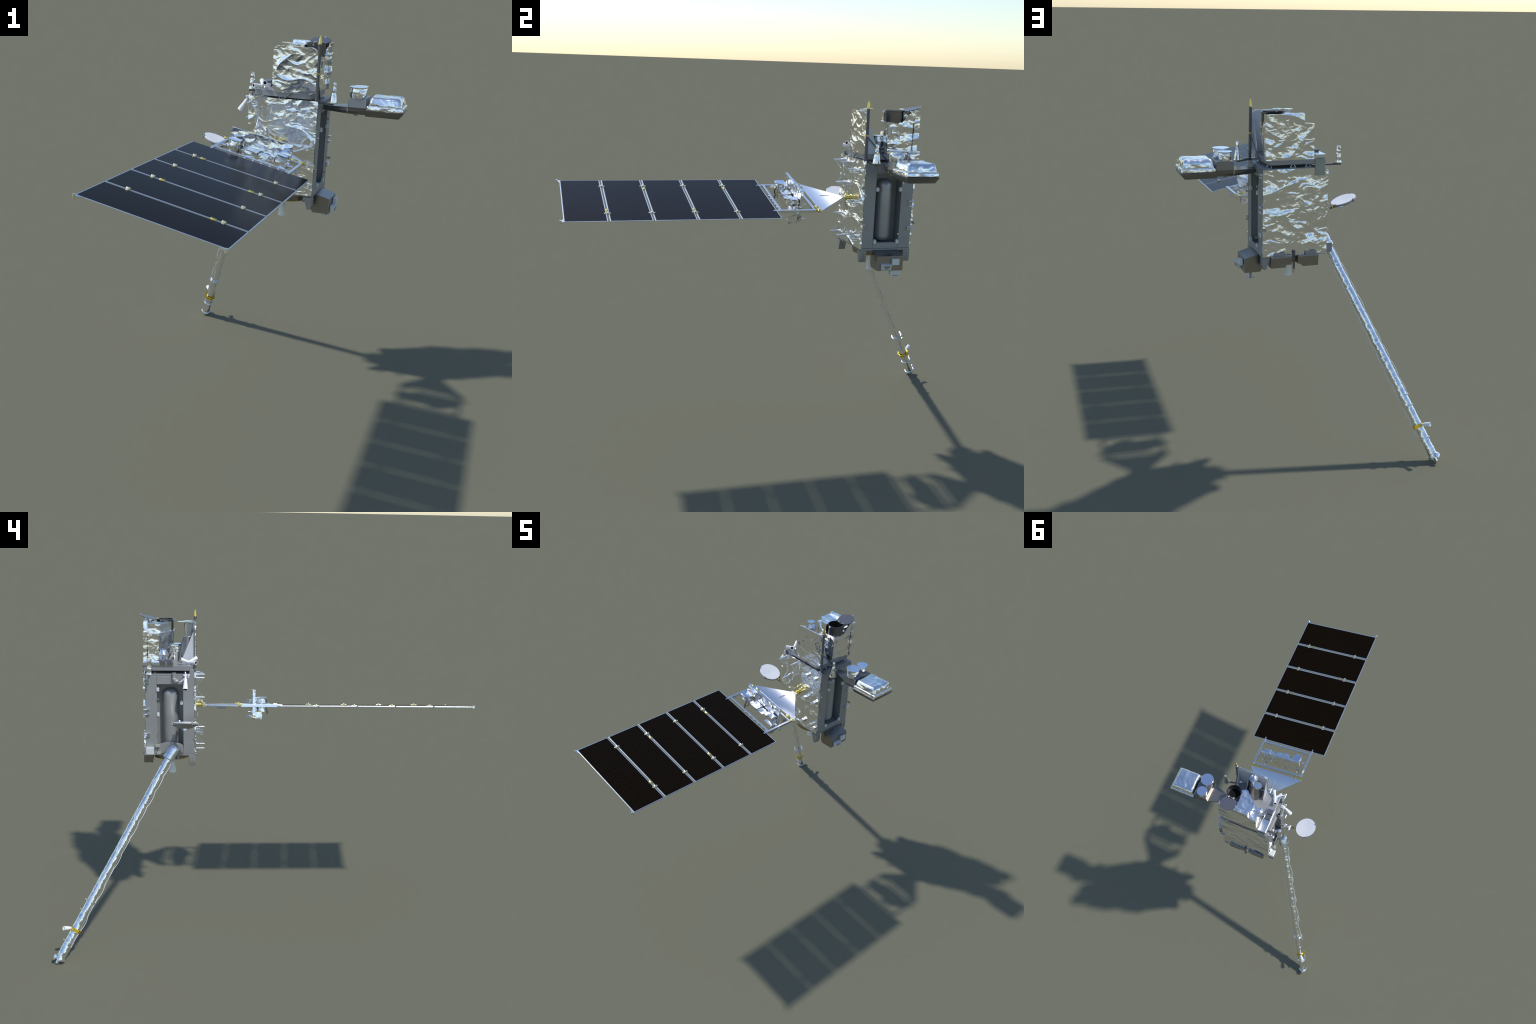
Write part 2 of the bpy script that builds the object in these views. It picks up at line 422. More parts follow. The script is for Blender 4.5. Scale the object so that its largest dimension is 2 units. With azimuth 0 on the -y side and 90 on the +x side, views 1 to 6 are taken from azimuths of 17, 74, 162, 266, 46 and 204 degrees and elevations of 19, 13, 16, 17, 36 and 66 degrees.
# raised corner rails of the bus below the deck
add("corner_rail", Mesh().box(X0 - 0.0003, X0 + 0.008, 0.3425, 0.362, 1.311, 1.334).box(X0 + 0.0001, X1 - 0.004, 0.3415, 0.3445, 1.3068, 1.3155).data("corner_rail", M_GREY, bevel=0.0008), DECK)
add("deck_side_plate", Mesh().box(0.150, X1 - 0.0005, 0.343, 0.577, 1.3068, 1.3105).data("deck_side_plate", M_DECK, bevel=0.0008), DECK)
add("tan_panel", Mesh().box(-0.093, -0.046, 0.5868, 0.5895, 1.270, 1.3425).data("tan_panel", M_TAN, bevel=0.0005), DECK)

# electronics box with two dark covers
EB = add("electronics_box", Mesh().box(-0.0965, -0.050, 0.441, 0.5855, 1.3467, 1.3625).data("electronics_box", M_SATIN, bevel=0.001), DECK)
cover = Mesh().box(-0.0175, 0.0175, -0.0145, 0.0145, 0, 0.009).data("box_cover", M_LID, bevel=0.0008)
for y in (0.461, 0.494):
    add("box_cover", cover, EB, (-0.0735, y, 1.3627))
cov = Mesh().box(-0.001, 0.001, -0.014, 0.014, -0.0075, 0.0075).data("cover_window", M_GUN, bevel=0.0004)
for y in (0.457, 0.491):
    add("cover_window", cov, EB, (-0.0975, y, 1.3555))

# foil sun shield on three triangular fins
SH = add("sun_shield", Mesh().prism(rounded(-0.013, 0.176, 1.343, 1.534, 0.026), 1, 0.3345, 0.3385).crumple(0.0042, 0.0021, 0.075, 5.0).data("sun_shield", M_FOIL_SOFT, angle=55), DECK)
add("shield_back", Mesh().prism(rounded(-0.0125, 0.1755, 1.3435, 1.5335, 0.026), 1, 0.3415, 0.3435).data("shield_back", M_PALE, bevel=0.0005), DECK)
for x in (-0.003, 0.104, 0.166):
    add("shield_fin", Mesh().prism([(0.3437, 1.347), (0.3437, 1.495), (0.348, 1.495), (0.402, 1.362), (0.402, 1.347)], 0, x - 0.0015, x + 0.0015).data("shield_fin", M_PALE, bevel=0.0005), DECK)

# lightning mapper: dark cone with bright tube, rim and open lid
GL = add("mapper_telescope", Mesh().lathe((0.054, 0.385, 1.3467), (0.055, -0.09, 1), [(0.040, 0), (0.038, 0.045), (0.029, 0.090), (0.021, 0.116), (0, 0.116)], 10).data("mapper_telescope", M_GUN, angle=40), DECK)
add("mapper_tube", Mesh().lathe((0.061, 0.371, 1.4635), (0, 0, 1), [(0.0205, 0), (0.0205, 0.004), (0.0185, 0.005), (0.0215, 0.066), (0.0245, 0.069), (0.0245, 0.077), (0.0215, 0.077), (0.0195, 0.06), (0, 0.012)], 32).data("mapper_tube", M_SATIN), DECK)
add("mapper_lid", Mesh().lathe((0.022, 0.403, 1.5405), (0, 0, 1), [(0, 0), (0.0205, 0), (0.0205, 0.002), (0, 0.0025)], 32).data("mapper_lid", M_RADIATOR), DECK)
add("lid_rim", Mesh().lathe((0.022, 0.403, 1.5395), (0, 0, 1), [(0.0207, 0), (0.0222, 0), (0.0222, 0.0028), (0.0207, 0.0028), (0.0207, 0)], 32).box(0.036, 0.046, 0.381, 0.391, 1.5385, 1.5415).data("lid_rim", M_GOLD), DECK)

# foil drum behind the mapper
add("foil_drum", Mesh().lathe((0.093, 0.428, 1.3467), (0, 0, 1), [(0.020, 0), (0.021, 0.03), (0.023, 0.055), (0.020, 0.074), (0, 0.074)], 24).crumple(0.004, 0.0015, 0.03, 3.0).data("foil_drum", M_FOIL_SMALL, angle=50), DECK)
add("drum_top", Mesh().lathe((0.093, 0.428, 1.4215), (0, 0, 1), [(0, 0), (0.020, 0), (0.020, 0.004), (0, 0.004)], 24).data("drum_top", M_RADIATOR), DECK)

# imager: foil covered body, upper block, tall back panel, dark baffle, tilted lid
plan = [(0.167, 0.444), (0.171, 0.565), (-0.036, 0.565), (-0.036, 0.512), (-0.006, 0.500), (0.035, 0.468), (0.085, 0.441)]
IM = add("imager_body", Mesh().prism([(x - 0.012 if x > 0.1 and y < 0.5 else x, y + 0.008 if y < 0.5 else y) for x, y in plan], 2, 1.3467, 1.490, plan).crumple(0.0045, 0.0024, 0.06, 7.0).data("imager_body", M_FOIL, angle=50))
up = [(0.086, 0.456), (0.086, 0.5665), (-0.002, 0.5665), (-0.002, 0.506), (0.046, 0.463)]
add("imager_block", Mesh().prism(up, 2, 1.489, 1.533).crumple(0.004, 0.0014, 0.05, 8.0).data("imager_block", M_FOIL_SMALL, angle=50), IM)
back = [(0.179, 1.343), (0.179, 1.5425), (0.006, 1.5425), (0.005, 1.500), (-0.041, 1.497), (-0.041, 1.343)]
add("imager_back", Mesh().prism(back, 1, 0.567, 0.5865).crumple(0.0045, 0.0022, 0.07, 9.0).data("imager_back", M_FOIL, angle=50), IM)
add("back_blanket", Mesh().box(0.1795, 0.1825, 0.567, 0.591, 1.465, 1.5425).box(0.1795, 0.183, 0.569, 0.591, 1.405, 1.463).data("back_blanket", M_FOIL, angle=50), IM)
add("baffle_web", Mesh().prism([(0.510, 1.490), (0.5665, 1.490), (0.5665, 1.541), (0.555, 1.541)], 0, 0.164, 0.1712).crumple(0.005, 0.001, 0.04, 4.0).data("baffle_web", M_FOIL, angle=50), IM)
add("imager_baffle", Mesh().lathe((0.1285, 0.487, 1.486), (0, 0, 1), [(0.041, 0), (0.041, 0.050), (0.0425, 0.051), (0.0425, 0.056), (0.0395, 0.056), (0.0385, 0.04), (0.037, 0.04), (0.037, 0.03), (0.035, 0.03), (0.035, 0.018), (0.033, 0.018), (0.033, 0.006)], 40).data("imager_baffle", M_BAFFLE), IM)
add("baffle_floor", Mesh().lathe((0.1285, 0.487, 1.4935), (0, 0, 1), [(0, 0), (0.0385, 0), (0.0385, 0.001), (0, 0.001)], 32).data("baffle_floor", M_BLACK), IM)
lid_n = V((0, -0.25, 1)).normalized()
add("imager_lid", Mesh().lathe((0.131, 0.564, 1.546), lid_n, [(0, 0), (0.0455, 0), (0.0455, 0.003), (0, 0.003)], 40).data("imager_lid", M_LID), IM)
m = Mesh()
for dx in (-0.014, 0.014):
    m.rod((0.128 + dx, 0.519, 1.5425), (0.134 + dx, 0.528, 1.5425), 0.004, None, 8)
add("lid_hinge", m.data("lid_hinge", M_BRASS), IM)
add("lid_pin", Mesh().rod((0.139, 0.607, 1.555), (0.139, 0.609, 1.564), 0.003, 0.002, 8).rod((0.128, 0.443, 1.535), (0.128, 0.438, 1.541), 0.004, 0.002, 8).data("lid_pin", M_PIN), IM)
add("side_window", Mesh().box(0.1655, 0.1695, 0.464, 0.498, 1.442, 1.472).crumple(0.006, 0.0006, 0.03, 6.0).data("side_window", M_FOIL_SOFT, angle=50), IM)
add("imager_skirt", Mesh().prism([(0.150, 0.440), (0.150, 0.500), (0.08, 0.4435), (0.09, 0.440)], 2, 1.347, 1.372).data("imager_skirt", M_GUN, bevel=0.001), IM)
# small foil dome beside the imager
add("foil_dome", Mesh().lathe((-0.026, 0.490, 1.3467), (0, 0, 1), [(0.024, 0), (0.024, 0.045), (0.017, 0.066), (0, 0.072)], 20).crumple(0.004, 0.0022, 0.03, 11.0).data("foil_dome", M_FOIL_SMALL, angle=50), IM)

# three white star trackers on a hub
HUB = V((-0.064, 0.368, 1.352))
TR = add("tracker_hub", Mesh().lathe(HUB - V((0, 0, 0.0055)), (0, 0, 1), [(0.014, 0), (0.014, 0.008), (0.008, 0.014), (0, 0.014)], 12).data("tracker_hub", M_SATIN), DECK)
for tip, r in ((V((-0.079, 0.407, 1.376)), 0.0098), (V((-0.093, 0.333, 1.362)), 0.0098), (V((-0.042, 0.330, 1.377)), 0.0098)):
    base = HUB + V((0, 0, 0.008))
    d = tip - base
    L = d.length
    add("star_tracker", Mesh().lathe(base, d, [(0, 0), (0.006, 0), (0.007, L * 0.45), (0.0075, L * 0.46), (0.0075, L * 0.6), (0.008, L * 0.61), (r, L), (r * 0.74, L), (r * 0.7, L - 0.004), (0, L - 0.004)], 20).data("star_tracker", M_WHITE), DECK)
    add("tracker_disc", Mesh().lathe(base + d.normalized() * (L - 0.0025), d, [(0, 0), (r * 0.71, 0), (r * 0.71, 0.0018), (0, 0.0018)], 20).data("tracker_disc", M_BLACK), DECK)  # solid black disc closing the rim, drawn to look like an open mouth

# ------------------------------------------------------------------ antenna mast with braces
MA = add("antenna_mast", Mesh().rod((0.183, 0.340, 1.3106), (0.1795, 0.340, 1.5465), 0.0068, None, 16).data("antenna_mast", M_MAST))
add("mast_cap", Mesh().lathe((0.1795, 0.340, 1.5466), (0, 0, 1), [(0, 0), (0.009, 0), (0.0095, 0.003), (0.006, 0.004), (0, 0.004)], 16).data("mast_cap", M_PIN), MA)
add("mast_tip", Mesh().lathe((0.180, 0.340, 1.5508), (0.03, 0, 1), [(0, 0), (0.0072, 0), (0.0055, 0.024), (0.0022, 0.025), (0.0014, 0.033), (0, 0.033)], 16).data("mast_tip", M_GOLD), MA)
add("mast_collar", Mesh().rod((0.1815, 0.340, 1.4285), (0.1815, 0.340, 1.4335), 0.0095, None, 16).box(0.166, 0.180, 0.334, 0.3395, 1.429, 1.433).data("mast_collar", M_GOLD), MA)
for foot in ((0.041, 0.335, 1.3165), (0.168, 0.460, 1.3105)):
    add("mast_brace", Mesh().rod((0.1805, 0.3405, 1.4275), foot, 0.0026, None, 8).data("mast_brace", M_MAST), MA)
add("cable_loop", Mesh().tube([(0.186, 0.395 + 0.022 * math.sin(PI * k / 12) , 1.312 + 0.028 * math.sin(PI * k / 12) ** 0.6) if 0 < k < 12 else (0.186, 0.395, 1.311) for k in range(0, 13)], 0.0012).data("cable_loop", M_PIN), MA)

# ------------------------------------------------------------------ foil cone antennas on arms
def cone_antenna(arm_a, arm_b, base, prof, seed):
    o = add("cone_antenna", Mesh().lathe(base, (0, 0, 1), prof, 24).crumple(0.004, 0.0013, 0.02, seed, (1.6, 1.6, 0.5)).data("cone_antenna", M_FOIL_SMALL, angle=60))
    add("antenna_arm", Mesh().rod(arm_a, arm_b, 0.005, None, 12).data("antenna_arm", M_MAST), o)
    add("antenna_base", Mesh().lathe(V(base) - V((0, 0, 0.0025)), (0, 0, 1), [(0, 0), (prof[1][0] * 1.12, 0), (prof[1][0] * 1.12, 0.002), (0, 0.002)], 20).data("antenna_base", M_BRASS), o)
cone_antenna((0.178, 0.350, 1.3155), (0.25, 0.365, 1.3085), (0.248, 0.365, 1.3165), [(0, 0), (0.0175, 0), (0.014, 0.022), (0.0075, 0.058), (0.0068, 0.077), (0.005, 0.082), (0, 0.083)], 21.0)
cone_antenna((-0.10, 0.551, 1.311), (-0.180, 0.551, 1.311), (-0.168, 0.551, 1.3185), [(0, 0), (0.0140, 0), (0.0115, 0.025), (0.0105, 0.060), (0.0100, 0.072), (0, 0.073)], 22.0)

# ------------------------------------------------------------------ side arm with tray, two drums, foil box
flare0 = [(0.440, 1.292), (0.476, 1.292), (0.474, 1.277), (0.466, 1.270), (0.450, 1.270), (0.442, 1.277)]
flare1 = [(0.400, 1.298), (0.514, 1.298), (0.512, 1.282), (0.497, 1.268), (0.418, 1.268), (0.402, 1.282)]
ARM = add("antenna_boom", Mesh().prism(flare0, 0, X1 + 0.0008, 0.303, flare1).data("antenna_boom", M_GUN, angle=50, bevel=0.001))
add("boom_bracket", Mesh().box(X1 + 0.0006, X1 + 0.012, 0.430, 0.452, 1.2935, 1.3055).data("boom_bracket", M_TAN, bevel=0.001), ARM)
add("boom_band", Mesh().prism([(y + (0.002 if y > 0.457 else -0.002), z + (0.0015 if z > 1.29 else -0.0015)) for y, z in flare1], 0, 0.3005, 0.3045).data("boom_band", M_BRASS), ARM)
m = Mesh()
m.prism(flare1, 0, 0.3048, 0.386)
add("tray_neck", m.data("tray_neck", M_GUN, angle=50, bevel=0.001), ARM)
m = Mesh()
m.frustum((0.380, 0.520, 0.398, 0.519), 1.2655, (0.378, 0.541, 0.381, 0.530), 1.293)
add("tray", m.data("tray", M_GUN, bevel=0.0015), ARM)
add("drum_block", Mesh().frustum((0.303, 0.384, 0.392, 0.523), 1.2983, (0.306, 0.380, 0.398, 0.521), 1.337).data("drum_block", M_GUN, bevel=0.0015), ARM)
m = Mesh().frustum((0.385, 0.537, 0.384, 0.527), 1.2935, (0.386, 0.534, 0.385, 0.526), 1.312).soften(0.004)
add("foil_box", m.crumple(0.0045, 0.0018, 0.05, 30.0).data("foil_box_lip", M_FOIL_SMALL, angle=70), ARM)
m = Mesh().frustum((0.387, 0.532, 0.386, 0.525), 1.306, (0.398, 0.520, 0.395, 0.515), 1.348).soften(0.012)
add("foil_box", m.crumple(0.0045, 0.0028, 0.05, 31.0).data("foil_box", M_FOIL_SMALL, angle=70), ARM)
for i, (x, y, r, top) in enumerate(((0.339, 0.421, 0.037, 1.383), (0.338, 0.496, 0.030, 1.378))):
    add("foil_drum", Mesh().lathe((x, y, 1.3372), (0, 0, 1), [(0, 0), (r * 0.88, 0), (r * 0.93, 0.012), (r * 0.92, 0.026), (r * 0.86, top - 1.3435), (0, top - 1.3435)], 32).crumple(0.005, 0.0016, 0.03, 33.0 + i).data("foil_drum_side", M_FOIL_SMALL, angle=60), ARM)
    add("drum_cap", Mesh().lathe((x, y, top - 0.0055), (0, 0, 1), [(0, 0), (r, 0), (r, 0.0055), (0, 0.0055)], 40).data("drum_cap", M_RADIATOR, bevel=0.0006), ARM)
add("arm_fitting", Mesh().box(0.322, 0.336, 0.446, 0.470, 1.257, 1.2675).data("arm_fitting", M_TAN, bevel=0.001), ARM)

# ------------------------------------------------------------------ solar wing, built in its own tilted frame (s, y, t)
TH = math.atan(0.209)
WING = Matrix.Translation((0.033, 0, 1.1285)) @ Matrix.Rotation(TH, 4, "Y")
def wing_add(name, me, parent=None, loc=(0, 0, 0)):
    o = add(name, me, parent)
    o.matrix_local = WING @ Matrix.Translation(loc)
    return o
HW, PITCH, PL = 0.2432, 0.18525, 0.1777
panel = Mesh().box(-HW, HW, -PL, 0, -0.0025, 0.0022).data("solar_panel", M_METAL, bevel=0.0006)
cells = Mesh().box(-HW + 0.0040, HW - 0.0040, -PL + 0.0042, -0.0042, 0.0020, 0.0029).data("cell_field", M_CELL, smooth=False)
rear = Mesh().box(-HW + 0.0040, HW - 0.0040, -PL + 0.0042, -0.0042, -0.0033, -0.0024).data("panel_back", M_BACK, smooth=False)
for k in range(5):
    y = -0.0662 - PITCH * k
    p = wing_add("solar_panel", panel, None, (0, y, 0))
    for nm, me in (("cell_field", cells), ("panel_back", rear)):
        o = add(nm, me, p)
hinge = Mesh().box(-0.0045, 0.0045, -0.014, 0.014, -0.004, 0.0045).rod((-0.007, 0, 0.006), (0.007, 0, 0.006), 0.004, None, 10).data("hinge", M_BRASS, bevel=0.0008)
damper = Mesh().rod((-0.010, 0, 0.003), (0.010, 0, 0.003), 0.0042, None, 10).box(-0.004, 0.004, -0.010, 0.010, -0.003, 0.003).data("hinge_damper", M_GOLD, bevel=0.0006)
SP = [o for o in bpy.data.objects if o.name.startswith("solar_panel")]
for k in range(4):
    y = -0.0662 - PL - PITCH * k - (PITCH - PL) / 2
    for s in (-0.161, 0.161):
        wing_add("hinge", hinge, None, (s, y, 0))
    wing_add("hinge_damper", damper, None, (0.127 if k % 2 else -0.127, y, 0))
for s in (-1, 1):
    ear = Mesh().prism([(-0.003 * -s, -0.018), (0.030 * -s, -0.0), (-0.003 * -s, 0.0)], 2, -0.0025, 0.0025).data("corner_ear", M_METAL)
    pin = Mesh().rod((-0.002 * s, -0.012, -0.007), (-0.002 * s, -0.012, 0.008), 0.0048, None, 10).data("corner_pin", M_BRASS)
    for nm, me in (("corner_ear", ear), ("corner_pin", pin)):
        wing_add(nm, me, None, (s * HW, -0.0662 - 4 * PITCH - PL, 0))

# yoke: triangular plate and open frame
YK = wing_add("yoke_plate", Mesh().prism([(-0.177, 0.131), (0.177, 0.131), (0.026, 0.276), (0.014, 0.290), (-0.014, 0.290), (-0.026, 0.276)], 2, -0.007, 0.005).data("yoke_plate", M_PLATE, bevel=0.001))
me = YK.data
me.set_sharp_from_angle(angle=PI)
bent = []
for vert in me.vertices:
    n = V(vert.normal)
    if vert.co.z > 0.004:
        k = min(1.0, max(0.0, (vert.co.y - 0.131) / 0.14))
        n = V((0, -0.06 - 0.68 * k, 1)).normalized()
    bent.append(n)
me.normals_split_custom_set_from_vertices(bent)
def yoke_add(name, me, loc=(0, 0, 0)):
    o = add(name, me, YK)
    o.location = loc
    return o
m = Mesh()
for s in (-0.160, 0.160):
    m.box(s - 0.0055, s + 0.0055, -0.058, 0.117, -0.007, 0.007)
    m.prism([(s - 0.0055, -0.0582), (s + 0.0055, -0.0582), (s + 0.003, -0.084), (s - 0.003, -0.084)], 2, -0.0035, 0.0055)
m.box(-0.1543, 0.1543, -0.055, -0.045, -0.007, 0.007)
m.box(-0.1543, 0.1543, 0.103, 0.114, -0.007, 0.007)
yoke_add("yoke_frame", m.data("yoke_frame", M_SATIN, bevel=0.001))
kn = Mesh().rod((-0.013, 0, 0.002), (0.013, 0, 0.002), 0.0055, None, 12).box(-0.004, 0.004, -0.012, 0.012, -0.004, 0.0065).data("yoke_hinge", M_GOLD, bevel=0.0006)
for s in (-0.165, 0.165, -0.128, 0.128):
    yoke_add("yoke_hinge", kn, (s, 0.123, 0.003))
yoke_add("slot_bar", Mesh().box(-0.018, -0.012, 0.186, 0.232, -0.018, 0.0062).data("slot_bar", M_DECK, bevel=0.0006))  # solid bar through the plate; raised dark top drawn as a slot, bracket below
m = Mesh()
for k in range(6):
    m.rod((-0.03 + 0.035 * k, -0.055, 0.001), (-0.022 + 0.035 * k, -0.060, 0.001), 0.003, None, 8)
yoke_add("frame_clip", m.data("frame_clip", M_PIN))

# array drive between yoke and bus
DR = add("array_drive", Mesh().lathe((0.034, 0.334, 1.1295), (0, -1, 0), [(0, 0), (0.015, 0), (0.015, 0.006), (0.010, 0.007), (0.010, 0.014), (0.013, 0.015), (0.013, 0.024), (0.007, 0.025), (0.007, 0.046), (0, 0.046)], 24).data("array_drive", M_GOLD))
add("drive_flange", Mesh().box(0.012, 0.056, 0.2885, 0.300, 1.121, 1.138).data("drive_flange", M_BRASS, bevel=0.002), DR)
add("drive_cable", Mesh().tube([(0.012, 0.329, 1.145), (0.008, 0.318, 1.149), (0.016, 0.306, 1.148), (0.024, 0.300, 1.141)], 0.002).tube([(0.052, 0.329, 1.142), (0.058, 0.319, 1.146), (0.052, 0.308, 1.146), (0.046, 0.300, 1.140)], 0.002).data("drive_cable", M_GOLD), DR)

# sun pointing platform carried in the yoke frame
m = Mesh().box(-0.075, 0.122, 0.012, 0.043, -0.060, 0.006).crumple(0.0045, 0.0022, 0.05, 41.0)
SPP = yoke_add("sun_platform", m.data("sun_platform", M_FOIL_SMALL, angle=50))
shield = [(-0.134, -0.060), (-0.134, 0.076), (0.118, 0.080), (0.127, 0.060), (0.127, -0.066), (-0.12, -0.068)]
yoke_add("platform_shield", Mesh().prism(shield, 1, 0.0455, 0.0585).crumple(0.0045, 0.0018, 0.05, 42.0, (1, 1, 1.3)).data("platform_shield", M_FOIL_SMALL, angle=50))
yoke_add("sun_telescope", Mesh().lathe((-0.098, 0.014, -0.03), (0, 0, 1), [(0, 0), (0.022, 0), (0.022, 0.038), (0.025, 0.040), (0.025, 0.046), (0.021, 0.048), (0.020, 0.066), (0.0, 0.066)], 24).crumple(0.005, 0.0012, 0.03, 43.0).data("sun_telescope", M_FOIL_SMALL, angle=50))
yoke_add("telescope_door", Mesh().prism([(-0.126, 0.004), (-0.118, -0.010), (-0.090, -0.012), (-0.076, 0.004), (-0.076, 0.036), (-0.122, 0.038)], 2, 0.0385, 0.0425).data("telescope_door", M_RADIATOR, bevel=0.001))
m = Mesh().box(-0.048, 0.004, -0.004, 0.042, 0.0065, 0.022).box(0.008, 0.048, -0.002, 0.040, 0.0065, 0.017).box(0.054, 0.074, 0.004, 0.042, 0.0065, 0.024).crumple(0.0045, 0.0015, 0.03, 44.0)
yoke_add("sun_sensor", m.data("sun_sensor", M_FOIL_SMALL, angle=50))
yoke_add("irradiance_monitor", Mesh().box(0.078, 0.118, 0.006, 0.041, 0.0065, 0.034).crumple(0.0045, 0.0012, 0.04, 45.0).data("irradiance_monitor", M_FOIL_SMALL, angle=50))
yoke_add("monitor_cap", Mesh().box(0.079, 0.117, 0.009, 0.038, 0.0352, 0.038).data("monitor_cap", M_RADIATOR, bevel=0.0008))
yoke_add("platform_box", Mesh().box(0.070, 0.128, 0.000, 0.040, -0.074, -0.012).crumple(0.0045, 0.0018, 0.04, 46.0).data("platform_box", M_FOIL_SMALL, angle=50))
m = Mesh()
for s, t in ((0.112, 0.014), (0.112, -0.055), (-0.11, -0.03), (-0.02, -0.056), (0.05, 0.025)):
    m.rod((s, 0.045, t), (s, 0.080, t), 0.0025, None, 8)
    m.box(s - 0.005, s + 0.005, 0.059, 0.064, t - 0.005, t + 0.005)
yoke_add("platform_pin", m.data("platform_pin", M_PIN))
m = Mesh().rod((0.127, 0.02, 0.004), (0.150, 0.02, 0.004), 0.007, None, 12).rod((-0.132, 0.02, 0.004), (-0.150, 0.02, 0.004), 0.007, None, 12).rod((0.150, 0.030, -0.012), (0.172, 0.030, -0.014), 0.006, 0.008, 12)
yoke_add("gimbal", m.data("gimbal", M_PIN))
harness = [(-0.075 + 0.004 * math.sin(k), -0.014 + 0.004 * math.cos(k * 1.3), 0.030 - 0.009 * k) for k in range(9)]
yoke_add("harness", Mesh().tube(harness, 0.0035).data("harness", M_MAST))

# ------------------------------------------------------------------ antennas and thrusters on the array face
tubeL = 0.036
tube_me = Mesh().rod((0, 0, 0), (0, -tubeL, 0), 0.0055, 0.005, 12).data("stub_antenna", M_METAL)
tip_me = Mesh().lathe((0, 0, 0), (0, -1, 0), [(0, 0), (0.004, 0), (0.003, 0.004), (0, 0.005)], 10).data("stub_tip", M_BRASS)
def wires(legs):
    m = Mesh()
    for x, z in legs:
        m.rod((0, -tubeL + 0.001, 0), (x, 0, z), 0.0011, None, 5)
    return m.data("stay_wire", M_METAL)
spread = {0: wires([(0.035, 0.006), (-0.001, -0.042), (0.03, -0.03)]), 1: wires([(0.0, 0.042), (0.036, -0.012), (0.012, -0.04)])}
for i, (x, z) in enumerate(((-0.104, 1.291), (-0.012, 1.291), (-0.064, 1.188), (-0.064, 1.040), (-0.104, 0.942), (-0.012, 0.940))):
    o = add("stub_antenna", tube_me, BUS, (x, Y0 - 0.0005, z))
    add("stub_tip", tip_me, o, (0, -tubeL, 0))
    add("stay_wire", spread[0 if i < 2 else 1], o)
m = Mesh().box(-0.009, 0.009, -0.016, 0.0, -0.008, 0.008).crumple(0.004, 0.0012, 0.02, 51.0)
for dz in (-0.005, 0.005):
    m.rod((-0.002, -0.016, dz), (-0.010, -0.034, dz - 0.001), 0.0026, 0.0036, 10)
thr = m.data("attitude_thruster", M_FOIL_SMALL, angle=45)
for x, z in ((0.093, 1.264), (0.155, 1.266), (0.092, 1.120), (0.168, 1.120), (0.092, 0.968), (0.152, 0.966), (0.182, 0.957)):
    add("attitude_thruster", thr, BUS, (x, Y0 + 0.0005, z))

# ------------------------------------------------------------------ dish antenna on its arm
DC, DN, DRAD = V((-0.265, 0.3825, 1.1075)), V((0.349, 0.0, 0.937)).normalized(), 0.0611
dp = [(0, -0.0005), (DRAD * 0.5, 0.0008), (DRAD * 0.96, 0.003), (DRAD, 0.003), (DRAD, -0.001)]
DISH = add("dish_antenna", Mesh().lathe(DC - DN * 0.003, DN, dp + [(0.0605, -0.006), (0.034, -0.017), (0.020, -0.021), (0, -0.021)], 40).data("dish_antenna", M_WHITE, angle=30))
add("dish_back", Mesh().lathe(DC - DN * 0.0035, DN, [(DRAD + 0.0006, 0.0), (0.0612, -0.0066), (0.034, -0.0178), (0.020, -0.022), (0, -0.022)], 40).data("dish_back", M_GREY), DISH)
da, db, _ = frame(DN)
m = Mesh()
for ang in (0.35, 2.1, 3.6, 5.3):
    q = DC + (da * math.cos(ang) + db * math.sin(ang)) * (DRAD + 0.003)
    m.bar(q - DN * 0.013, q + DN * 0.005, 0.005, 0.006, up=(0.2, 1, 0.1))
add("dish_lug", m.data("dish_lug", M_GREY, bevel=0.0006), DISH)
hubp = DC - DN * 0.0255
add("dish_hub", Mesh().rod(hubp, DC - DN * 0.030 + V((0.02, 0.0, -0.0)), 0.008, None, 12).rod((-0.262, 0.386, 1.074), (-0.240, 0.394, 1.072), 0.006, None, 10).data("dish_hub", M_PIN), DISH)
add("dish_arm", Mesh().rod((-0.245, 0.389, 1.082), (-0.163, 0.405, 1.068), 0.0055, None, 12).data("dish_arm", M_MAST), DISH)
add("dish_collar", Mesh().rod((-0.206, 0.3966, 1.0755), (-0.201, 0.3975, 1.0745), 0.0085, None, 12).data("dish_collar", M_GOLD), DISH)
add("dish_gimbal", Mesh().rod((-0.170, 0.394, 1.068), (-0.170, 0.424, 1.068), 0.009, None, 14).rod((-0.163, 0.405, 1.068), (-0.112, 0.405, 1.068), 0.0075, None, 12).box(-0.150, -0.138, 0.395, 0.420, 1.058, 1.080).rod((-0.160, 0.412, 1.076), (-0.152, 0.412, 1.094), 0.006, None, 10).data("dish_gimbal", M_PIN, bevel=0.0008), DISH)

# ------------------------------------------------------------------ side instruments on the boom face
PIPE = add("vent_pipe", Mesh().lathe((-0.118, 0.437, 1.318), (0, 0.0, -1), [(0.0075, 0), (0.0095, 0), (0.0095, 0.034), (0, 0.034)], 20).data("vent_pipe", M_TANK))
add("vent_elbow", Mesh().lathe((-0.118, 0.440, 1.290), (-0.35, -0.6, -0.55), [(0, 0), (0.0105, 0.0), (0.0105, 0.012), (0.013, 0.018), (0.0125, 0.026), (0.006, 0.030), (0, 0.031)], 20).data("vent_elbow", M_TANK), PIPE)
m = Mesh()
for k in range(3):
    m.tube([(-0.124, 0.415 - 0.002 * k, 1.276 - 0.002 * k), (-0.128, 0.400, 1.276 + 0.004 * k), (-0.128, 0.391, 1.285 + 0.004 * k), (-0.127, 0.384, 1.293 + 0.003 * k)], 0.0015)
add("vent_cable", m.data("vent_cable", M_CABLE), PIPE)
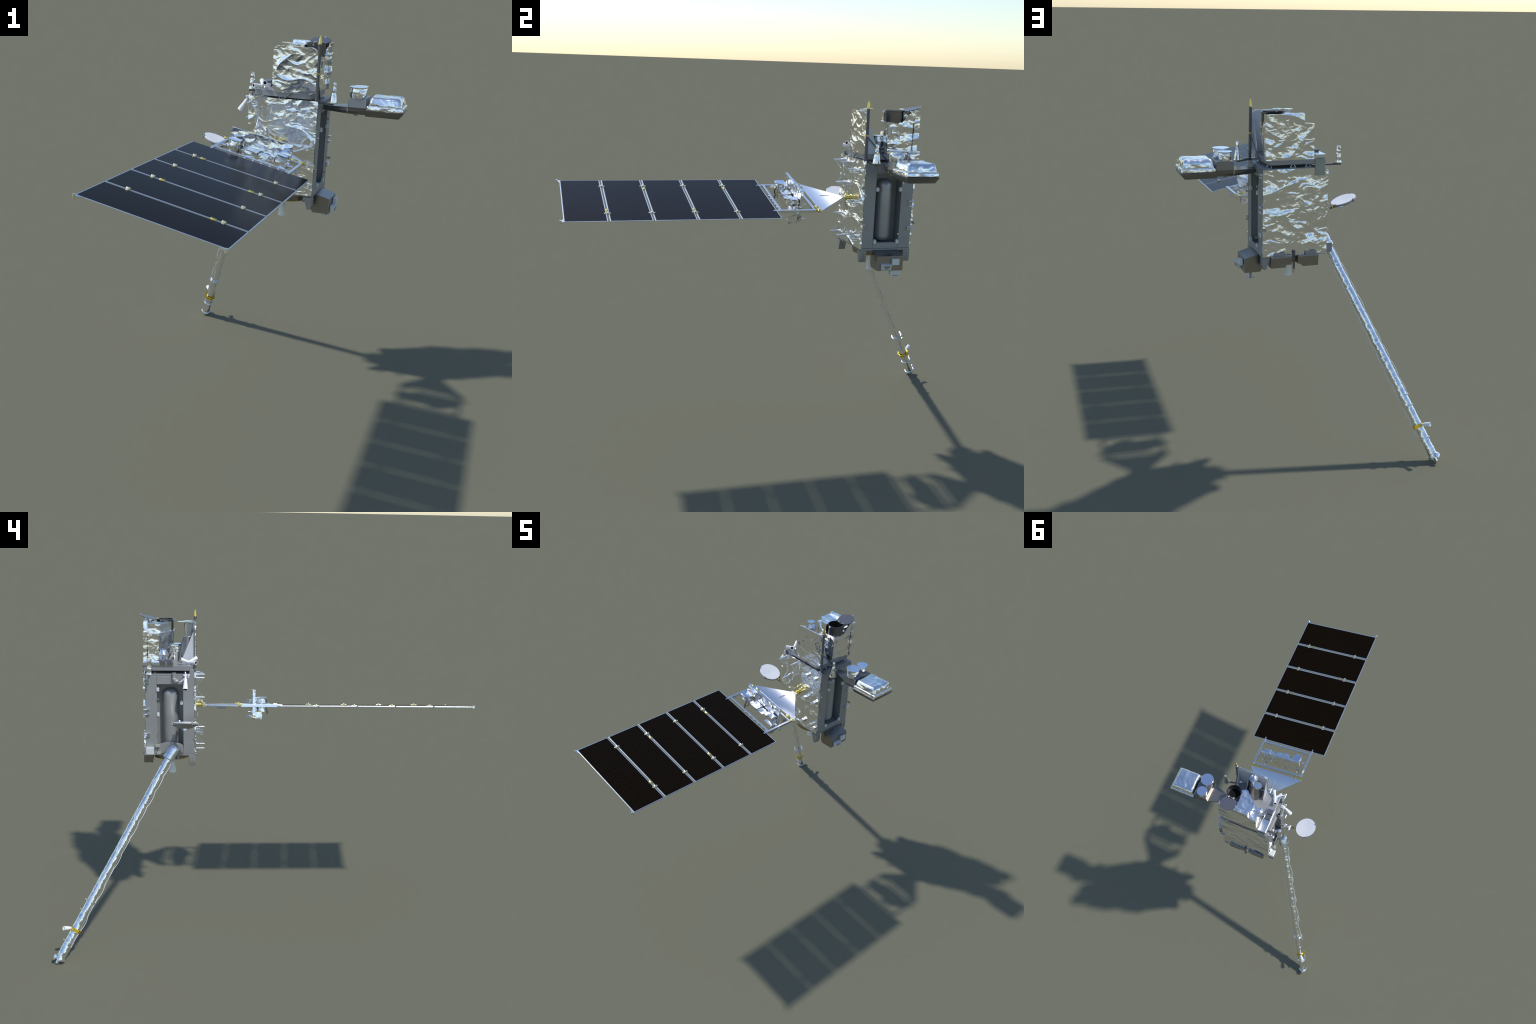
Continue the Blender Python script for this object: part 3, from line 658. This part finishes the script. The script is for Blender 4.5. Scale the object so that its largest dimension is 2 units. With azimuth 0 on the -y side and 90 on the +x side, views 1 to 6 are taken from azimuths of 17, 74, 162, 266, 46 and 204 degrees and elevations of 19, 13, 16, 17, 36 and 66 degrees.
t0, t1 = V((-0.126, 0.382, 1.308)), V((-0.1645, 0.383, 1.246))
d = t1 - t0; L = d.length
EA = add("earth_sensor", Mesh().lathe(t0, d, [(0, 0), (0.004, 0), (0.0045, L * 0.2), (0.0075, L * 0.3), (0.0085, L * 0.55), (0.0092, L * 0.56), (0.0095, L * 0.66), (0.0102, L * 0.67), (0.0125, L), (0.0115, L), (0.011, L - 0.003), (0, L - 0.003)], 24).data("earth_sensor", M_WHITE))
add("sensor_disc", Mesh().lathe(t0 + d.normalized() * (L - 0.0025), d, [(0, 0), (0.0108, 0), (0.0108, 0.002), (0, 0.002)], 24).data("sensor_disc", M_BLACK), EA)  # black disc across the shallow sensor end stands in for a deep opening
add("sensor_bracket", Mesh().rod((-0.108, 0.382, 1.302), (-0.130, 0.382, 1.302), 0.0045, None, 10).rod((-0.128, 0.370, 1.296), (-0.132, 0.365, 1.312), 0.004, None, 10).box(-0.132, -0.105, 0.374, 0.392, 1.304, 1.310).rod((-0.125, 0.381, 1.310), (-0.118, 0.384, 1.322), 0.003, None, 8).data("sensor_bracket", M_WHITE, bevel=0.0006), EA)

# ------------------------------------------------------------------ long boom with cables and sensor rings
B0, B1 = V((-0.1441, 0.4408, 0.950)), V((-0.5135, 0.9760, 0.0140))
BD = (B1 - B0).normalized()
BL = (B1 - B0).length
ba, bb, _ = frame(BD)
def on_boom(f, off=(0, 0)):
    return B0 + BD * (BL * f) + ba * off[0] + bb * off[1]
boom_prof = [(0.0, 0.045)] + [(0.0176 + 0.0045 * k / 260, 0.045 + (BL - 0.05) * k / 260) for k in range(261)] + [(0, BL - 0.005)]
BOOM = add("boom", Mesh().lathe(B0, BD, boom_prof, 44).crumple(0.02, 0.0012, 0.045, 61.0, (1, 1, 0.7)).data("boom", M_FOIL_BOOM, angle=60))
add("boom_root", Mesh().lathe(B0, BD, [(0, -0.012), (0.020, -0.012), (0.026, -0.004), (0.0275, 0.002), (0.0275, 0.030), (0.0255, 0.031), (0.0255, 0.037), (0.0295, 0.038), (0.0285, 0.056), (0.022, 0.057), (0.0175, 0.060)], 32).data("boom_root", M_METAL, angle=30), BOOM)
add("root_bracket", Mesh().rod((X0 - 0.004, 0.441, 0.951), (-0.140, 0.441, 0.951), 0.022, None, 24).data("root_bracket", M_GREY), BOOM)
def ring(name, f, r, h, mat, seg=32):
    p = on_boom(f)
    return add(name, Mesh().lathe(p, BD, [(r - 0.004, -h), (r, -h), (r, h), (r - 0.004, h), (r - 0.004, -h)], seg).data(name, mat), BOOM)
ring("boom_ring", 0.725, 0.0275, 0.003, M_METAL)
ring("boom_ring", 0.912, 0.0245, 0.002, M_METAL)
ring("gold_ring", 0.8575, 0.0285, 0.0075, M_AMBER, 8)
add("boom_cap", Mesh().lathe(on_boom(0.990), BD, [(0, -0.004), (0.0255, -0.004), (0.0265, 0.0), (0.0255, 0.005), (0.012, 0.0055), (0, 0.0055)], 12).data("boom_cap", M_METAL, angle=30), BOOM)
sd = (V((-0.42, 0.88, 0.2)) - BD * V((-0.42, 0.88, 0.2)).dot(BD)).normalized()
p = on_boom(0.8575) + sd * 0.026
gd = (V((-0.491, 0.945, 0.172)) - p)
add("magnetometer", Mesh().lathe(p, gd, [(0, 0), (0.006, 0), (0.006, 0.010), (0.0085, 0.012), (0.0105, gd.length + 0.006), (0.008, gd.length + 0.006), (0, gd.length)], 16).data("magnetometer", M_WHITE), BOOM)
e = on_boom(0.996)
add("cap_fitting", Mesh().lathe(e + sd * 0.024 - BD * 0.006, sd, [(0, 0), (0.013, 0.002), (0.013, 0.007), (0.006, 0.009), (0, 0.009)], 14).bar(e + sd * 0.004, e + sd * 0.004 + BD * 0.020, 0.012, 0.010).data("cap_fitting", M_METAL, bevel=0.0008), BOOM)
m = Mesh()
for f in (0.725, 0.77, 0.912):
    q = on_boom(f) + sd * 0.024
    m.bar(q, q + sd * 0.009, 0.007, 0.005, up=BD)
add("ring_lug", m.data("ring_lug", M_BRASS, bevel=0.0006), BOOM)
# three slack cables tied to the boom at regular steps
for c, (ang, f0, f1, n) in enumerate(((3.95, 0.050, 0.725, 9), (2.35, 0.050, 0.93, 12), (0.60, 0.060, 0.90, 11))):
    pts = []
    steps = n * 8
    for k in range(steps + 1):
        f = f0 + (f1 - f0) * k / steps
        ph = (k / 8.0) % 1.0
        slack = abs(math.sin(PI * ph)) ** 0.7
        var = 0.7 + 0.5 * noise.noise(V((int(k / 8) * 1.7, c * 3.1, 0.5)))
        rr = 0.0185 + 0.0045 * f + 0.0072 * slack * var
        aa = ang + 0.32 * math.sin(PI * ph) * (1 if int(k / 8) % 2 else -0.4) + 0.5 * (f - 0.4)
        pts.append(on_boom(f, (rr * math.cos(aa), rr * math.sin(aa))))
    add("boom_cable", Mesh().tube(pts, 0.0014, 6).data("boom_cable", M_CABLE), BOOM)

bpy.context.view_layer.update()
